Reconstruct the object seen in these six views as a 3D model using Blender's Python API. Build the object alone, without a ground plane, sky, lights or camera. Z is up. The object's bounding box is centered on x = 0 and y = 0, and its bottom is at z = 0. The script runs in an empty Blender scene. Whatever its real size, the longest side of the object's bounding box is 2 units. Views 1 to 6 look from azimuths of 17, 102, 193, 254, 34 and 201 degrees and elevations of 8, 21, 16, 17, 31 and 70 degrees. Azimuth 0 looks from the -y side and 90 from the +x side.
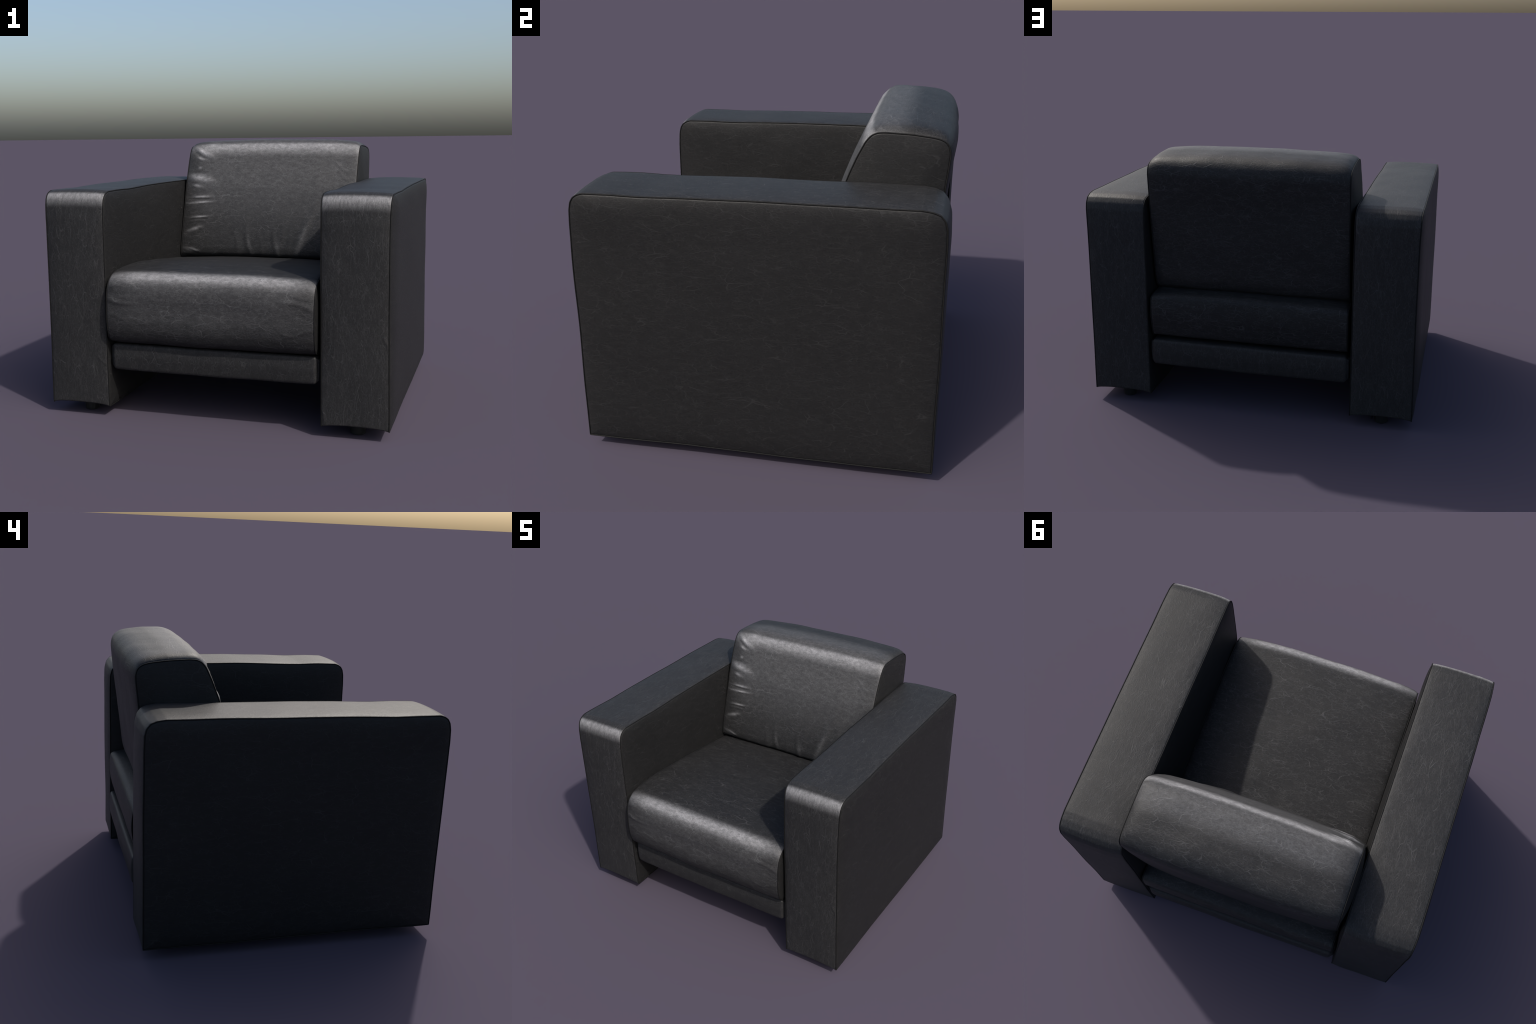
"""Black leather club armchair: two slab armrests, a wedge backrest, a thick seat
cushion on a low frame, four short round feet.  Every upholstered piece is a side
profile (y, z) swept across x: a gusset band between two seams, plus two puffed
side panels, with a sewn welt lying in each seam groove."""
import bpy, bmesh, math
import numpy as np

# ------------------------------------------------------------------ helpers
def wobble(P, seed, scale, octaves=7):
    """Soft smooth noise in about [-1, 1]: a few random plane waves."""
    r = np.random.default_rng(seed)
    out = np.zeros(len(P))
    for i in range(octaves):
        d = r.normal(size=3); d /= np.linalg.norm(d)
        k = (0.6 + 0.9 * r.random()) * 2 * math.pi / scale
        out += np.sin(P @ d * k + r.random() * 6.283)
    return out / math.sqrt(octaves) / 1.4

def smooth_loop(A, n):
    """Gaussian smoothing of a closed loop of rows (n = sigma in samples)."""
    if n <= 0: return A
    m = int(max(2, round(3 * n)))
    w = np.exp(-0.5 * (np.arange(-m, m + 1) / n) ** 2); w /= w.sum()
    return sum(wi * np.roll(A, s, axis=0) for wi, s in zip(w, range(-m, m + 1)))

def outline(points, ds, sigma):
    """Closed profile -> evenly spaced rows (y, z, crown_y, crown_z) and outward normals."""
    A = np.array(points, float)
    B = np.vstack([A, A[:1]])
    L = np.hypot(*np.diff(B[:, :2], axis=0).T)
    s = np.r_[0, np.cumsum(L)]
    n = int(round(s[-1] / ds))
    u = np.arange(n) * s[-1] / n
    R = np.stack([np.interp(u, s, B[:, k]) for k in range(4)], 1)
    geo = smooth_loop(R[:, :2], sigma / ds)
    crown = smooth_loop(R[:, 2:], 0.03 / ds)
    t = np.roll(geo, -1, 0) - np.roll(geo, 1, 0)
    t /= np.linalg.norm(t, axis=1)[:, None]
    area = np.sum(geo[:, 0] * np.roll(geo[:, 1], -1) - np.roll(geo[:, 0], -1) * geo[:, 1])
    nrm = np.stack([t[:, 1], -t[:, 0]], 1) * (1 if area > 0 else -1)
    nrm = smooth_loop(nrm, 0.008 / ds); nrm /= np.linalg.norm(nrm, axis=1)[:, None]
    return geo, crown, nrm, area > 0

def mesh_object(name, V, quads, material, parent):
    me = bpy.data.meshes.new(name)
    V = np.asarray(V, np.float32); F = np.asarray(quads, np.int32)
    me.vertices.add(len(V)); me.vertices.foreach_set("co", V.ravel())
    k = F.shape[1]
    me.loops.add(F.size); me.loops.foreach_set("vertex_index", F.ravel())
    me.polygons.add(len(F))
    me.polygons.foreach_set("loop_start", np.arange(len(F), dtype=np.int32) * k)
    me.update(calc_edges=True); me.validate()
    me.shade_smooth()
    me.materials.append(material)
    ob = bpy.data.objects.new(name, me)
    bpy.context.scene.collection.objects.link(ob)
    ob.parent = parent
    return ob

def grid_quads(rows, cols, wrap_rows, flip):
    i = np.arange(rows if wrap_rows else rows - 1)[:, None]; j = np.arange(cols - 1)[None, :]
    a = i * cols + j; b = ((i + 1) % rows) * cols + j
    q = np.stack([a, a + 1, b + 1, b], -1).reshape(-1, 4)
    return q[:, ::-1] if flip else q

# ------------------------------------------------------------------ upholstery
GROOVE, ROLL = 0.0040, 0.007      # how deep and how wide the leather rolls into a seam

def upholstered(name, pts, xl, xr, mats, parent, ds=0.006, sigma=0.012, crown_power=2.2,
                puff=0.007, bulge=0.012, relief=None, seed=1, lump=0.0015, seams=True,
                roll=ROLL, groove=GROOVE, puff_width=0.05, outer_bulge=None, xpow=2.0,
                wander=0.0015, edge_share=0.6, side_puff=None):
    """Gusset band from seam xl to seam xr (both functions of (y, z)), two side panels, two welts."""
    geo, crown, nrm, ccw = outline(pts, ds, sigma)
    n = len(geo)
    XL = np.array([xl(y, z) for y, z in geo]); XR = np.array([xr(y, z) for y, z in geo])
    # seams wander a little, as hand-sewn ones do
    g3 = np.c_[np.zeros(n), geo]
    sw = [wander * wobble(g3 + [7.0 * k, 0, 0], seed + 40 + k, 0.42) for k in (0, 1)]
    # columns: dense where the leather rolls into the seams
    w = float(np.mean(XR - XL))
    edge = np.array([0, .06, .14, .24, .36, .5, .66, .83, 1.0, 1.25, 1.6, 2.1]) * roll
    inner = np.linspace(edge[-1], w / 2, max(4, int((w / 2 - edge[-1]) / ds)) + 1)[1:]
    half = np.r_[edge, inner] / (w / 2)                       # 0..1 distance from seam
    t = np.r_[half - 1, (1 - half)[::-1][1:]]
    e = (1 - np.abs(t)) * w / 2
    inset = groove * (1 - np.minimum(e / roll, 1)) ** 2
    c = edge_share * (1 - np.exp(-e / 0.022)) + (1 - edge_share) * (1 - np.abs(t) ** crown_power)
    cf = 0.25 * (1 - np.exp(-e / 0.030)) + 0.75 * (1 - np.abs(t) ** 3.2)      # fronts and backs swell more evenly
    X = (XL[:, None] + XR[:, None]) / 2 + (XR - XL)[:, None] / 2 * t[None, :]
    side = np.where(t < 0, 0, 1)
    swv = np.stack(sw, 1)[:, side] * (np.abs(t) ** 2)[None, :]
    Y = geo[:, :1] + crown[:, :1] * cf - nrm[:, :1] * (inset - swv)
    Z = geo[:, 1:] + crown[:, 1:] * c - nrm[:, 1:] * (inset - swv)
    P = np.stack([X, Y, Z], -1).reshape(-1, 3)
    N = np.repeat(np.c_[np.zeros(n), nrm][:, None, :], len(t), 1).reshape(-1, 3)
    soft = np.tile(np.minimum(e / 0.05, 1), n)
    d = lump * wobble(P, seed, 0.33) * (0.3 + 0.7 * soft) + 0.12 * lump * wobble(P, seed + 1, 0.11) * soft
    if relief is not None:
        d = d + relief(P, N, np.tile(e, n))
    P = P + N * d[:, None]
    band = mesh_object(name, P, grid_quads(n, len(t), True, ccw), mats[0], parent)
    # panels
    cen = geo.mean(0)
    h = smooth_loop(np.maximum(np.einsum("ij,ij->i", geo - cen, nrm), 0.02), 0.06 / ds)
    ring = np.r_[np.array([0, .05, .12, .2, .3, .42, .56, .72, .9, 1.2, 1.6, 2.2, 3, 4, 5.5, 7.5, 10, 13]) * 0.006 / h.max()]
    ring = np.r_[ring, np.linspace(ring[-1], 1.0, 34)[1:]]
    for k, (X0, sgn) in enumerate(((XL, -1), (XR, 1))):
        start = geo - nrm * (groove - 0.0 - sw[k][:, None])
        # nearer the rim the panel follows the outline, further in it scales to the middle
        pts2 = start[:, None, :] + (cen - start)[:, None, :] * ring[None, :, None]
        dist = ring[None, :] * h[:, None]
        lo, hi = geo.min(0), geo.max(0)
        u = np.clip(np.abs((pts2 - (lo + hi) / 2) / ((hi - lo) / 2)), 0, 1)
        b = bulge if outer_bulge is None else outer_bulge[k]
        pf = puff if side_puff is None else side_puff[k]
        prof = groove * np.sqrt(1 - (1 - np.minimum(dist / roll, 1)) ** 2) + pf * (1 - np.exp(-dist / puff_width)) \
            + b * (1 - u[..., 0] ** xpow) * (1 - u[..., 1] ** xpow) * (1 - np.exp(-dist / 0.06))
        plane = np.vectorize(xl if sgn < 0 else xr)(pts2[..., 0], pts2[..., 1])
        Q = np.stack([plane, pts2[..., 0], pts2[..., 1]], -1).reshape(-1, 3)
        lum = lump * wobble(Q, seed + 5 + k, 0.4) * np.minimum(dist / 0.06, 1).ravel()
        Q[:, 0] += sgn * (prof.ravel() - 0.0015 + lum)
        q = grid_quads(n, len(ring), True, ccw if sgn > 0 else not ccw)
        m = mesh_object("side_panel", Q, q[:, ::-1], mats[1], band)
        bm = bmesh.new(); bm.from_mesh(m.data)                  # the last ring has shrunk to one point
        bm.verts.ensure_lookup_table()
        bmesh.ops.remove_doubles(bm, verts=[bm.verts[i * len(ring) + len(ring) - 1] for i in range(n)], dist=1e-4)
        bm.to_mesh(m.data); bm.free()
        # welt: thread-dark cord at the bottom of the groove
        if seams:
            a = np.linspace(0, 2 * math.pi, 9)[:-1]
            rad = 0.0032
            ctr = geo - nrm * (groove * 0.40 - sw[k][:, None])
            T = np.stack([np.broadcast_to((X0 + sgn * 0.0008)[:, None], (n, 8)) + rad * np.cos(a) * sgn,
                          ctr[:, :1] + nrm[:, :1] * rad * np.sin(a), ctr[:, 1:] + nrm[:, 1:] * rad * np.sin(a)], -1)
            i = np.arange(n)[:, None]; j = np.arange(8)[None, :]
            f = np.stack([i * 8 + j, i * 8 + (j + 1) % 8, ((i + 1) % n) * 8 + (j + 1) % 8, ((i + 1) % n) * 8 + j], -1).reshape(-1, 4)
            mesh_object("seam_welt", T.reshape(-1, 3), f, mats[2], band)
    return band

def folds(list_, axis_u=0, axis_v=2):
    """Sum of soft creases drawn as segments on the (u, v) plane: (u0, v0, u1, v1, height, width)."""
    def f(P):
        out = np.zeros(len(P))
        for u0, v0, u1, v1, hgt, wid in list_:
            a = np.array([u0, v0]); d = np.array([u1, v1]) - a; L = np.linalg.norm(d); d = d / L
            q = P[:, [axis_u, axis_v]] - a
            s = (q @ d) / L
            p = q @ np.array([-d[1], d[0]]) + 0.45 * wid * np.sin(5 * s + 40 * u0 + 23 * v0)
            end = np.exp(-np.clip(np.abs(s - 0.5) - 0.3, 0, None) ** 2 / 0.07)
            out += hgt * np.exp(-(p / wid) ** 2) * end
        return out
    return f

# ------------------------------------------------------------------ materials
class Nodes:
    def __init__(self, mat):
        mat.use_nodes = True
        self.t = mat.node_tree; self.t.nodes.clear()
    def add(self, kind, ins=None, **props):
        nd = self.t.nodes.new(kind)
        for k, v in props.items(): setattr(nd, k, v)
        for k, v in (ins or {}).items():
            if isinstance(v, bpy.types.NodeSocket): self.t.links.new(v, nd.inputs[k])
            else: nd.inputs[k].default_value = v
        return nd
    def math(self, op, a, b=0.0, c=0.0, clamp=False):
        return self.add("ShaderNodeMath", {0: a, 1: b, 2: c}, operation=op, use_clamp=clamp).outputs[0]
    def maprange(self, v, a, b, c, d):
        return self.add("ShaderNodeMapRange", {"Value": v, "From Min": a, "From Max": b, "To Min": c, "To Max": d},
                        interpolation_type="SMOOTHSTEP").outputs[0]

def leather(name, grain_scale, base=0.014, line=0.043, strength=1.0, seed=0.0, rough=0.52, light_gain=0.16, painted_light=None, spec=0.16):
    """Black leather: pebble grain, stretched pale crease lines in patches, colour lightened where highlights are painted in.
    grain_scale: stretch of the grain along x, y, z (small = long in that direction).
    wear: function(N, x, y, z) -> socket 0..1, how far painted light lifts the colour at that place."""
    mat = bpy.data.materials.new(name); N = Nodes(mat)
    co = N.add("ShaderNodeTexCoord").outputs["Object"]
    mp = N.add("ShaderNodeMapping", {"Vector": co, "Scale": grain_scale, "Location": (seed, seed * .7, seed * 1.3)}).outputs[0]
    soft = tuple(math.sqrt(v) for v in grain_scale)
    mq = N.add("ShaderNodeMapping", {"Vector": co, "Scale": soft, "Location": (seed * .4, seed, seed * .9)}).outputs[0]
    def noise(scale, detail=3.0, vec=mp, rough=0.5):
        return N.add("ShaderNodeTexNoise", {"Vector": vec, "Scale": scale, "Detail": detail, "Roughness": rough})
    def creases(scale, warp, hi):
        wv = noise(scale * 0.8, 3.0, rough=0.5).outputs["Color"]
        off = N.add("ShaderNodeVectorMath", {0: wv, 1: (0.5, 0.5, 0.5)}, operation="SUBTRACT").outputs[0]
        off = N.add("ShaderNodeVectorMath", {0: off, "Scale": warp / scale}, operation="SCALE").outputs[0]
        v = N.add("ShaderNodeVectorMath", {0: mp, 1: off}, operation="ADD").outputs[0]
        d = N.add("ShaderNodeTexVoronoi", {"Vector": v, "Scale": scale}, feature="DISTANCE_TO_EDGE").outputs["Distance"]
        return N.maprange(d, 0.0, hi, 1.0, 0.0)
    c1 = creases(9.0, 0.9, 0.030)
    c2 = creases(21.0, 0.9, 0.060)
    c3 = creases(50.0, 0.8, 0.15)
    p1 = N.maprange(noise(11.0, 3.0).outputs["Fac"], 0.48, 0.64, 0.0, 1.0)
    p2 = N.maprange(noise(17.0, 3.0).outputs["Fac"], 0.44, 0.64, 0.0, 1.0)
    p3 = N.maprange(noise(23.0, 3.0).outputs["Fac"], 0.40, 0.62, 0.0, 1.0)
    a = N.math("MULTIPLY", c1, N.math("MULTIPLY_ADD", p1, 0.90, 0.10))
    b = N.math("MULTIPLY", c2, N.math("MULTIPLY", p2, 0.70))
    c = N.math("MULTIPLY", c3, N.math("MULTIPLY", p3, 0.42))
    lines = N.math("MAXIMUM", N.math("MAXIMUM", a, b), c)
    pebble = noise(125.0, 3.0, vec=mq, rough=0.6).outputs["Fac"]
    fine = noise(300.0, 2.0, vec=mq).outputs["Fac"]
    cloud = noise(3.0, 3.0).outputs["Fac"]
    # colour
    tone = N.math("MULTIPLY_ADD", N.math("SUBTRACT", pebble, 0.5), 1.2 * strength, 1.0)
    tone = N.math("MULTIPLY", tone, N.math("MULTIPLY_ADD", N.math("SUBTRACT", cloud, 0.5), 0.30 * strength, 1.0))
    ground = N.math("MULTIPLY", tone, base)
    gain = N.math("MULTIPLY", lines, (line - base) * strength)
    if painted_light is not None:
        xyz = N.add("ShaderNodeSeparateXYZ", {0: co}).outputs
        w = painted_light(N, xyz[0], xyz[1], xyz[2])
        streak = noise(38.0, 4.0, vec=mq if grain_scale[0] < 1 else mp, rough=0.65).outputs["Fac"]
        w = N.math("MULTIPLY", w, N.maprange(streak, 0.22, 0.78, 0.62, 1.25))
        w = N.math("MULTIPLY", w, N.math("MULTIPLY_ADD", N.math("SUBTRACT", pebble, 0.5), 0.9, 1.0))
        ground = N.math("MULTIPLY_ADD", w, light_gain, ground)
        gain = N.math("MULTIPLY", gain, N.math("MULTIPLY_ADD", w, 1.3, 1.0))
    val = N.math("ADD", ground, gain)
    col = N.add("ShaderNodeCombineColor", {0: N.math("MULTIPLY", val, 1.0), 1: N.math("MULTIPLY", val, 0.995),
                                           2: N.math("MULTIPLY", val, 1.02)}).outputs[0]
    # relief
    hgt = N.math("MULTIPLY_ADD", lines, 0.9, N.math("MULTIPLY", pebble, 1.0))
    hgt = N.math("MULTIPLY_ADD", fine, 0.35, hgt)
    bump = N.add("ShaderNodeBump", {"Strength": 0.40 * strength, "Distance": 0.0016, "Height": hgt}).outputs[0]
    rg = N.math("MULTIPLY_ADD", N.math("SUBTRACT", pebble, 0.5), 0.25, rough)
    bs = N.add("ShaderNodeBsdfPrincipled", {"Base Color": col, "Roughness": rg, "Normal": bump,
                                            "Specular IOR Level": spec}).outputs[0]
    N.add("ShaderNodeOutputMaterial", {"Surface": bs})
    return mat

# --- masks for baked highlights painted into the leather colour
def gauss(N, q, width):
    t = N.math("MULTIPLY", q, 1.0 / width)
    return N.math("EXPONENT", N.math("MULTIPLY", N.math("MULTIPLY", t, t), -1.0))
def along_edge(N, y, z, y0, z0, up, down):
    """Painted highlight along a roll edge running in x through (y0, z0): short towards the top, longer down the front."""
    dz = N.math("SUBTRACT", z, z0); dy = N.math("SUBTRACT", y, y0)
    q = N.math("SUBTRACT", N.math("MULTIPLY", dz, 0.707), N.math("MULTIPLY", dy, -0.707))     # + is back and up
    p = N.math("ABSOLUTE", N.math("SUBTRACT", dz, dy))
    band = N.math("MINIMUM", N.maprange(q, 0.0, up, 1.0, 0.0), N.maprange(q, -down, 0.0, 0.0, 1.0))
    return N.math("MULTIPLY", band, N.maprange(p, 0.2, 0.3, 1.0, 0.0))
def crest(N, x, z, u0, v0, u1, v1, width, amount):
    """Glint drawn in colour on the crest of one fold, a segment on the (x, z) plane."""
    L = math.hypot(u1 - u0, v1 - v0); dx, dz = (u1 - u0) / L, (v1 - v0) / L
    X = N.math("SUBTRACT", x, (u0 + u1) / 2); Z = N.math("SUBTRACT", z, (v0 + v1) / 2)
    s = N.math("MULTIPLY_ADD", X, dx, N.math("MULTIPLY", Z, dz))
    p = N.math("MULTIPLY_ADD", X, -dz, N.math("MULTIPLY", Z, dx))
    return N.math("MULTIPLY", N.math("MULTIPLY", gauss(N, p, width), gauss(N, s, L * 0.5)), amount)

def painted_light_arm(N, x, y, z):
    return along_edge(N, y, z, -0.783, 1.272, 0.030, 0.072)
def painted_light_seat(N, x, y, z):
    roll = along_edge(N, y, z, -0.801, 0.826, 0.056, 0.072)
    front = N.math("MULTIPLY", N.maprange(y, -0.86, -0.72, 1.0, 0.0), N.maprange(z, 0.45, 0.70, 0.0, 1.0))  # front light tinted into the seat face, fading towards the bottom
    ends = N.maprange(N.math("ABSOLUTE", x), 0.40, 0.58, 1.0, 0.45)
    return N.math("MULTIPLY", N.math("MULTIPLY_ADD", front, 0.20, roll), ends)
CRESTS = [(-.529, 1.506, -.426, 1.457, .016, .9), (-.523, 1.450, -.473, 1.434, .008, .6), (-.509, 1.377, -.481, 1.379, .008, .5),  # bright spots of lit folds, coloured in segment by segment
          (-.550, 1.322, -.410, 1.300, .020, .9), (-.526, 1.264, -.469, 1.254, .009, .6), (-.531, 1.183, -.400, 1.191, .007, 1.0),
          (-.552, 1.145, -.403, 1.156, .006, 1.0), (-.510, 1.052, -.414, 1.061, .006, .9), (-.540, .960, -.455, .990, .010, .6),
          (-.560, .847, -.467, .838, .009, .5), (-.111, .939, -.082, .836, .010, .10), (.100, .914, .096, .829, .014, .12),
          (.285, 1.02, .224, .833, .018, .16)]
def painted_light_back(N, x, y, z):
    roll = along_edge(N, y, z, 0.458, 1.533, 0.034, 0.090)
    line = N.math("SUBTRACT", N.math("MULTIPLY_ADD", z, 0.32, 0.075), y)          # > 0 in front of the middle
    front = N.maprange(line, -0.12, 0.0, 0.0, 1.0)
    body = N.math("MULTIPLY", front, N.maprange(z, 0.86, 1.38, 0.02, 0.26))  # backrest front paled for baked light, left darker low down
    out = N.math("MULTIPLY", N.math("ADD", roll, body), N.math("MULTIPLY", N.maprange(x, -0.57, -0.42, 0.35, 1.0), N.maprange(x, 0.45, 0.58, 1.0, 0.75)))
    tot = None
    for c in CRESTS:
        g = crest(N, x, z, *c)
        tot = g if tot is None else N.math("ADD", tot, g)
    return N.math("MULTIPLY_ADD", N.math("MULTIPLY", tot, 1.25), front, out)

def plain(name, colour, rough, grain=0.0):
    mat = bpy.data.materials.new(name); N = Nodes(mat)
    co = N.add("ShaderNodeTexCoord").outputs["Object"]
    nz = N.add("ShaderNodeTexNoise", {"Vector": co, "Scale": 120.0, "Detail": 3.0}).outputs["Fac"]
    k = N.math("MULTIPLY_ADD", N.math("SUBTRACT", nz, 0.5), grain, 1.0)
    col = N.add("ShaderNodeVectorMath", {0: colour, "Scale": k}, operation="SCALE").outputs[0]
    bs = N.add("ShaderNodeBsdfPrincipled", {"Base Color": col, "Roughness": rough, "Specular IOR Level": 0.2}).outputs[0]
    N.add("ShaderNodeOutputMaterial", {"Surface": bs})
    return mat

ARM_BAND = leather("leather_arm_band", (2.4, 0.75, 0.75), seed=3.1, base=0.022, painted_light=painted_light_arm)
SEAT = leather("leather_seat", (0.8, 1.9, 1.9), seed=8.4, base=0.017, painted_light=painted_light_seat)
BACK = leather("leather_backrest", (0.8, 1.9, 1.9), seed=4.4, base=0.019, painted_light=painted_light_back)
PANEL = leather("leather_side_panel", (1.0, 0.8, 1.9), seed=5.7, strength=0.6, base=0.011, line=0.026, spec=0.20)
RAIL = leather("leather_frame", (1.4, 1.0, 0.9), seed=1.9, strength=0.8, base=0.020)
WELT = plain("seam_thread", (0.006, 0.006, 0.006), 0.7)
FOOT = plain("black_plastic", (0.016, 0.017, 0.017), 0.45, 0.3)

# ------------------------------------------------------------------ the chair
chair = bpy.data.objects.new("leather_armchair", None)
bpy.context.scene.collection.objects.link(chair)
chair["label"] = "boxy black leather club armchair with creased cushions"
chair["category"] = "armchair"

# armrests: rounded slab in profile, arched a little underneath, top very slightly crowned
def arm_profile():
    arch = 0.016
    return [(-0.800, 0.060, -.006, arch), (-0.802, 0.30, -.011, 0), (-0.804, 0.70, -.012, 0), (-0.805, 1.00, -.012, 0),
            (-0.804, 1.14, -.012, 0), (-0.800, 1.21, -.010, .003), (-0.792, 1.247, -.008, .006), (-0.778, 1.270, -.006, .008),
            (-0.757, 1.284, -.003, .009), (-0.730, 1.292, 0, .010), (-0.60, 1.293, 0, .010), (-0.47, 1.291, 0, .010),
            (-0.25, 1.295, 0, .011), (0.0, 1.298, 0, .011), (0.25, 1.298, 0, .010), (0.60, 1.298, 0, .010),
            (0.735, 1.298, .002, .008), (0.780, 1.291, .004, .007), (0.812, 1.278, .008, .006), (0.833, 1.252, .011, .003),
            (0.843, 1.215, .012, 0), (0.846, 1.13, .013, 0), (0.846, 0.80, .012, 0), (0.845, 0.40, .010, 0),
            (0.844, 0.061, .004, arch), (0.60, 0.061, 0, arch), (0.13, 0.062, 0, arch), (-0.30, 0.065, 0, arch), (-0.70, 0.060, 0, arch)]

def end_taper(y, z):
    """The slab is drawn in a little towards its upper front and rear ends."""
    return (math.exp(-((y + 0.82) / 0.10) ** 2) + 0.8 * math.exp(-((y - 0.86) / 0.10) ** 2)) * min(1, max(0, (z - 0.15) / 0.5))
outer = lambda y, z: 0.9795 - 0.006 * end_taper(y, z) + 0.004 * max(0, min(1, (z - 1.1) / 0.19))
inner = lambda y, z: 0.621 - 0.004 * max(0, min(1, (z - .2) / 0.6)) + 0.003 * end_taper(y, z)
arm_folds_left = folds([(-.678, .358, -.622, .300, .0022, .006), (-.645, .280, -.622, .250, .002, .005),
                        (-.90, 1.26, -.90, 1.12, .0014, .012), (-.86, 1.24, -.87, 1.10, -.001, .010), (-.66, 1.21, -.64, 1.12, .0012, .010)])
arm_folds_right = folds([(.950, .57, .974, .495, .0026, .006), (.624, .155, .648, .070, .002, .006),
                         (.955, 1.25, .985, 1.235, .0018, .006), (.66, 1.24, .655, 1.13, .001, .01)])
def front_only(f):
    return lambda P, N, e: f(P) * np.clip(-N[:, 1], 0, 1) ** 0.5 * np.minimum(e / 0.008, 1) * (P[:, 1] < 0)

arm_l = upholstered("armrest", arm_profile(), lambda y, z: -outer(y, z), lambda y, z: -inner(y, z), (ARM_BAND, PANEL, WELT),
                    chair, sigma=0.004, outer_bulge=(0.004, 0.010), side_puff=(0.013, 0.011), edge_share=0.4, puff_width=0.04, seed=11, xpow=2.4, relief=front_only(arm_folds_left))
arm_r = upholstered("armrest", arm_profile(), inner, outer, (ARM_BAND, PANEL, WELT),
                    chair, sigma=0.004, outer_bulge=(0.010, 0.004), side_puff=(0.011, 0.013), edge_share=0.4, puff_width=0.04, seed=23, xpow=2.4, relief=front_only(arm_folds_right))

# feet: short round plugs under both ends of each arm
def foot_mesh():
    prof = [(0.0, 0.0), (0.034, 0.0), (0.0385, 0.0015), (0.0405, 0.006), (0.0435, 0.040), (0.0440, 0.090), (0.0, 0.090)]
    k = 40; a = np.arange(k) * 2 * math.pi / k
    bm = bmesh.new()
    rings = [[bm.verts.new((r * math.cos(x), r * math.sin(x), z)) for x in a] if r > 0 else [bm.verts.new((0, 0, z))] for r, z in prof]
    for A, B in zip(rings, rings[1:]):
        for i in range(k):
            if len(A) == 1: bm.faces.new((A[0], B[(i + 1) % k], B[i]))
            elif len(B) == 1: bm.faces.new((A[i], A[(i + 1) % k], B[0]))
            else: bm.faces.new((A[i], A[(i + 1) % k], B[(i + 1) % k], B[i]))
    me = bpy.data.meshes.new("foot"); bm.to_mesh(me); bm.free()
    me.shade_smooth(); me.materials.append(FOOT)
    me.set_sharp_from_angle(angle=math.radians(50))
    return me
foot = foot_mesh()
for arm, sx in ((arm_l, -1), (arm_r, 1)):
    for y in (-0.676, 0.748):
        o = bpy.data.objects.new("foot", foot)
        o.location = (sx * 0.796, y, 0); o.parent = arm
        bpy.context.scene.collection.objects.link(o)

# low frame under the seat: one rounded box from front to back
rail_pts = [(-0.791, 0.285, -.004, -.007), (-0.797, 0.36, -.007, 0), (-0.791, 0.432, -.004, .002), (0.0, 0.434, 0, 0),
            (0.849, 0.424, .003, 0), (0.856, 0.35, .004, 0), (0.849, 0.268, .003, -.007), (0.0, 0.272, 0, -.006)]
upholstered("seat_frame", rail_pts, lambda y, z: -0.598, lambda y, z: 0.598, (RAIL, RAIL, WELT), chair, seams=False,
            sigma=0.011, groove=0.016, roll=0.022, puff=0.0, bulge=-0.004, crown_power=2.5, seed=31, ds=0.007, wander=0.0)

# seat cushion
seat_pts = [(-0.775, 0.444, 0, -.006), (-0.806, 0.452, -.008, -.006), (-0.828, 0.475, -.010, -.002), (-0.842, 0.52, -.012, 0), (-0.848, 0.58, -.011, 0),
            (-0.846, 0.64, -.009, 0), (-0.843, 0.705, -.020, .004), (-0.832, 0.755, -.034, .010), (-0.809, 0.797, -.027, .018), (-0.774, 0.825, -.016, .022),
            (-0.72, 0.839, 0, .024), (-0.65, 0.846, 0, .025), (-0.55, 0.848, 0, .025), (-0.449, 0.845, 0, .026), (-0.222, 0.825, 0, .029), (0.0, 0.799, 0, .030),
            (0.228, 0.772, 0, .030), (0.50, 0.740, 0, .028), (0.76, 0.711, 0, .026), (0.822, 0.704, .003, .024), (0.846, 0.690, .006, .016),
            (0.853, 0.639, .008, .004), (0.854, 0.585, .006, 0), (0.847, 0.537, .004, 0), (0.836, 0.482, .002, -.002), (0.825, 0.450, 0, -.004),
            (0.78, 0.444, 0, -.004), (0.0, 0.444, 0, -.004)]
seat_f = folds([(.42, .735, .585, .700, .0035, .013), (.46, .765, .585, .745, .002, .010), (.43, .548, .50, .556, .003, .009), (.50, .562, .585, .585, .002, .008),
                (-.585, .775, -.44, .790, .003, .011), (-.585, .735, -.42, .735, -.002, .012), (-.585, .69, -.43, .68, .003, .012),
                (-.45, .865, -.39, .83, .002, .008), (-.585, .61, -.48, .60, .0015, .012), (.50, .655, .585, .640, -.0015, .010)])
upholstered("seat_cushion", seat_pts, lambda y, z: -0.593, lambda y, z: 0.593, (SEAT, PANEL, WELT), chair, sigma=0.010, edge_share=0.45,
            relief=front_only(seat_f), seed=47, puff=0.008, bulge=0.010, lump=0.002, crown_power=2.3, ds=0.0055)

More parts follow.
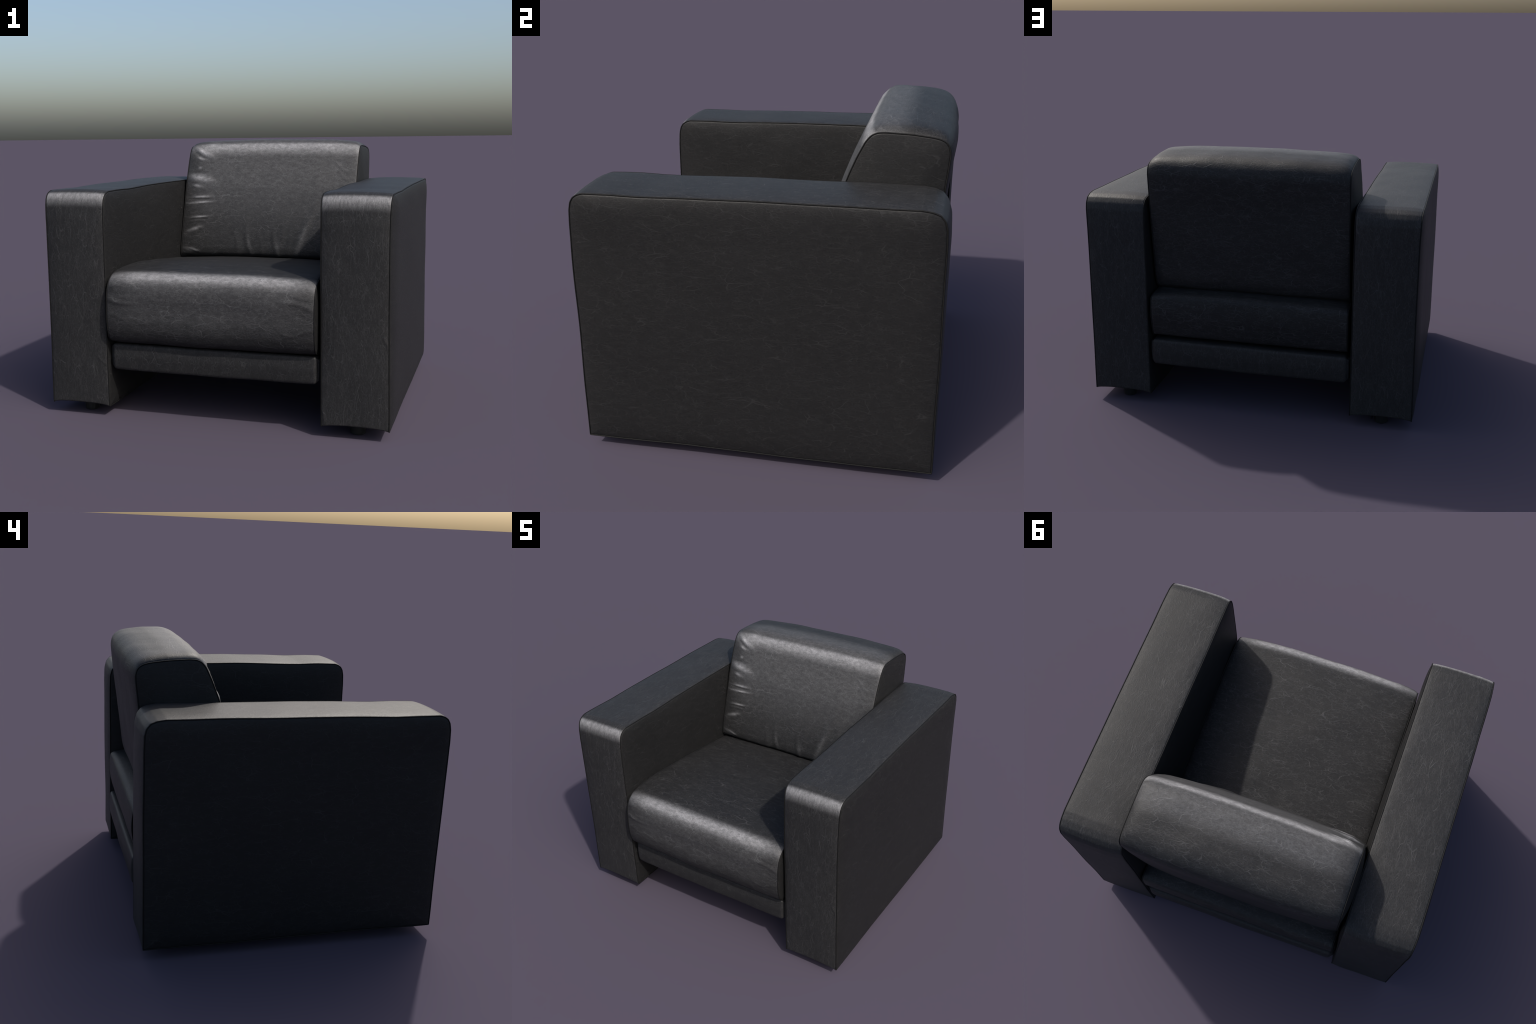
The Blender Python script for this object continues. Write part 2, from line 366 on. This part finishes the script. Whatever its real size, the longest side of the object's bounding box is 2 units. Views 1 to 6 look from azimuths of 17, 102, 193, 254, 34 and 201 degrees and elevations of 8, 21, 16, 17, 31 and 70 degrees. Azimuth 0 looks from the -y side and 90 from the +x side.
# backrest: wedge leaning on the seat
back_pts = [(0.330, 0.752, 0, .026), (0.285, 0.764, -.006, .026), (0.258, 0.779, -.014, .024), (0.242, 0.804, -.024, .016), (0.247, 0.85, -.033, .004), (0.265, 0.92, -.036, 0),
            (0.290, 1.00, -.037, 0), (0.326, 1.12, -.035, 0), (0.363, 1.25, -.030, 0), (0.395, 1.337, -.024, .004), (0.425, 1.409, -.020, .014), (0.460, 1.480, -.014, .030), (0.484, 1.509, -.007, .038),
            (0.512, 1.522, 0, .042), (0.55, 1.525, 0, .044), (0.665, 1.520, 0, .045), (0.746, 1.510, .004, .045), (0.787, 1.502, .010, .042),
            (0.812, 1.490, .020, .034), (0.829, 1.471, .029, .020), (0.837, 1.436, .030, .006), (0.831, 1.369, .026, 0), (0.820, 1.271, .023, 0),
            (0.810, 1.16, .022, 0), (0.798, 1.04, .022, 0), (0.780, 0.91, .026, 0), (0.766, 0.80, .024, 0), (0.750, 0.745, .018, 0),
            (0.71, 0.712, 0, 0), (0.50, 0.733, 0, .012), (0.32, 0.744, 0, .018)]
back_f = folds([(-.54, 1.512, -.42, 1.455, .0055, .014), (-.57, 1.495, -.45, 1.436, -.0045, .010), (-.53, 1.452, -.465, 1.432, .0030, .007),
                (-.52, 1.384, -.475, 1.380, .0030, .008), (-.59, 1.350, -.46, 1.340, -.0045, .010), (-.57, 1.318, -.40, 1.302, .0065, .022),
                (-.53, 1.280, -.44, 1.272, -.0030, .009), (-.53, 1.262, -.465, 1.254, .0030, .008), (-.57, 1.215, -.43, 1.215, -.0020, .012),
                (-.55, 1.188, -.39, 1.194, .0045, .008), (-.57, 1.168, -.39, 1.176, -.0045, .006), (-.56, 1.148, -.39, 1.158, .0040, .007),
                (-.52, 1.050, -.41, 1.062, .0036, .006), (-.53, 1.036, -.41, 1.046, -.0034, .005), (-.53, 1.022, -.42, 1.032, .0028, .006),
                (-.565, .955, -.50, .975, .0040, .008), (-.51, .972, -.44, .990, .0050, .011), (-.56, .925, -.44, .950, -.0030, .012),
                (-.58, .848, -.50, .846, .0036, .008), (-.51, .848, -.45, .826, .0036, .007), (-.57, .815, -.47, .800, .0020, .008),
                (-.20, .97, -.170, .80, 0.0019, .014), (-.13, 1.01, -.080, .80, 0.0027, .017), (-.035, .97, -.008, .80, 0.0015, .015),
                (.060, .98, .098, .80, 0.0023, .015), (.130, .99, .096, .80, 0.0023, .014), (.170, .96, .174, .80, 0.0016, .014),
                (.295, 1.06, .215, .80, 0.0032, .021), (.335, 1.20, .250, .90, 0.0024, .024), (.38, 1.12, .29, .82, 0.0023, .020),
                (.04, .95, .055, .80, -0.0014, .018), (-.16, .95, -.125, .80, -0.0015, .018), (.26, .98, .195, .80, -0.0016, .018),
                (.40, 1.47, .575, 1.40, .0014, .010), (.44, 1.42, .58, 1.31, .0016, .010), (.47, 1.36, .58, 1.25, .0012, .010)])
def back_relief(P, N, e):
    return 0.85 * back_f(P) * np.clip(-N[:, 1] * 1.3, 0, 1) * np.clip((e - 0.006) / 0.060, 0, 1) * (P[:, 1] < 0.52)
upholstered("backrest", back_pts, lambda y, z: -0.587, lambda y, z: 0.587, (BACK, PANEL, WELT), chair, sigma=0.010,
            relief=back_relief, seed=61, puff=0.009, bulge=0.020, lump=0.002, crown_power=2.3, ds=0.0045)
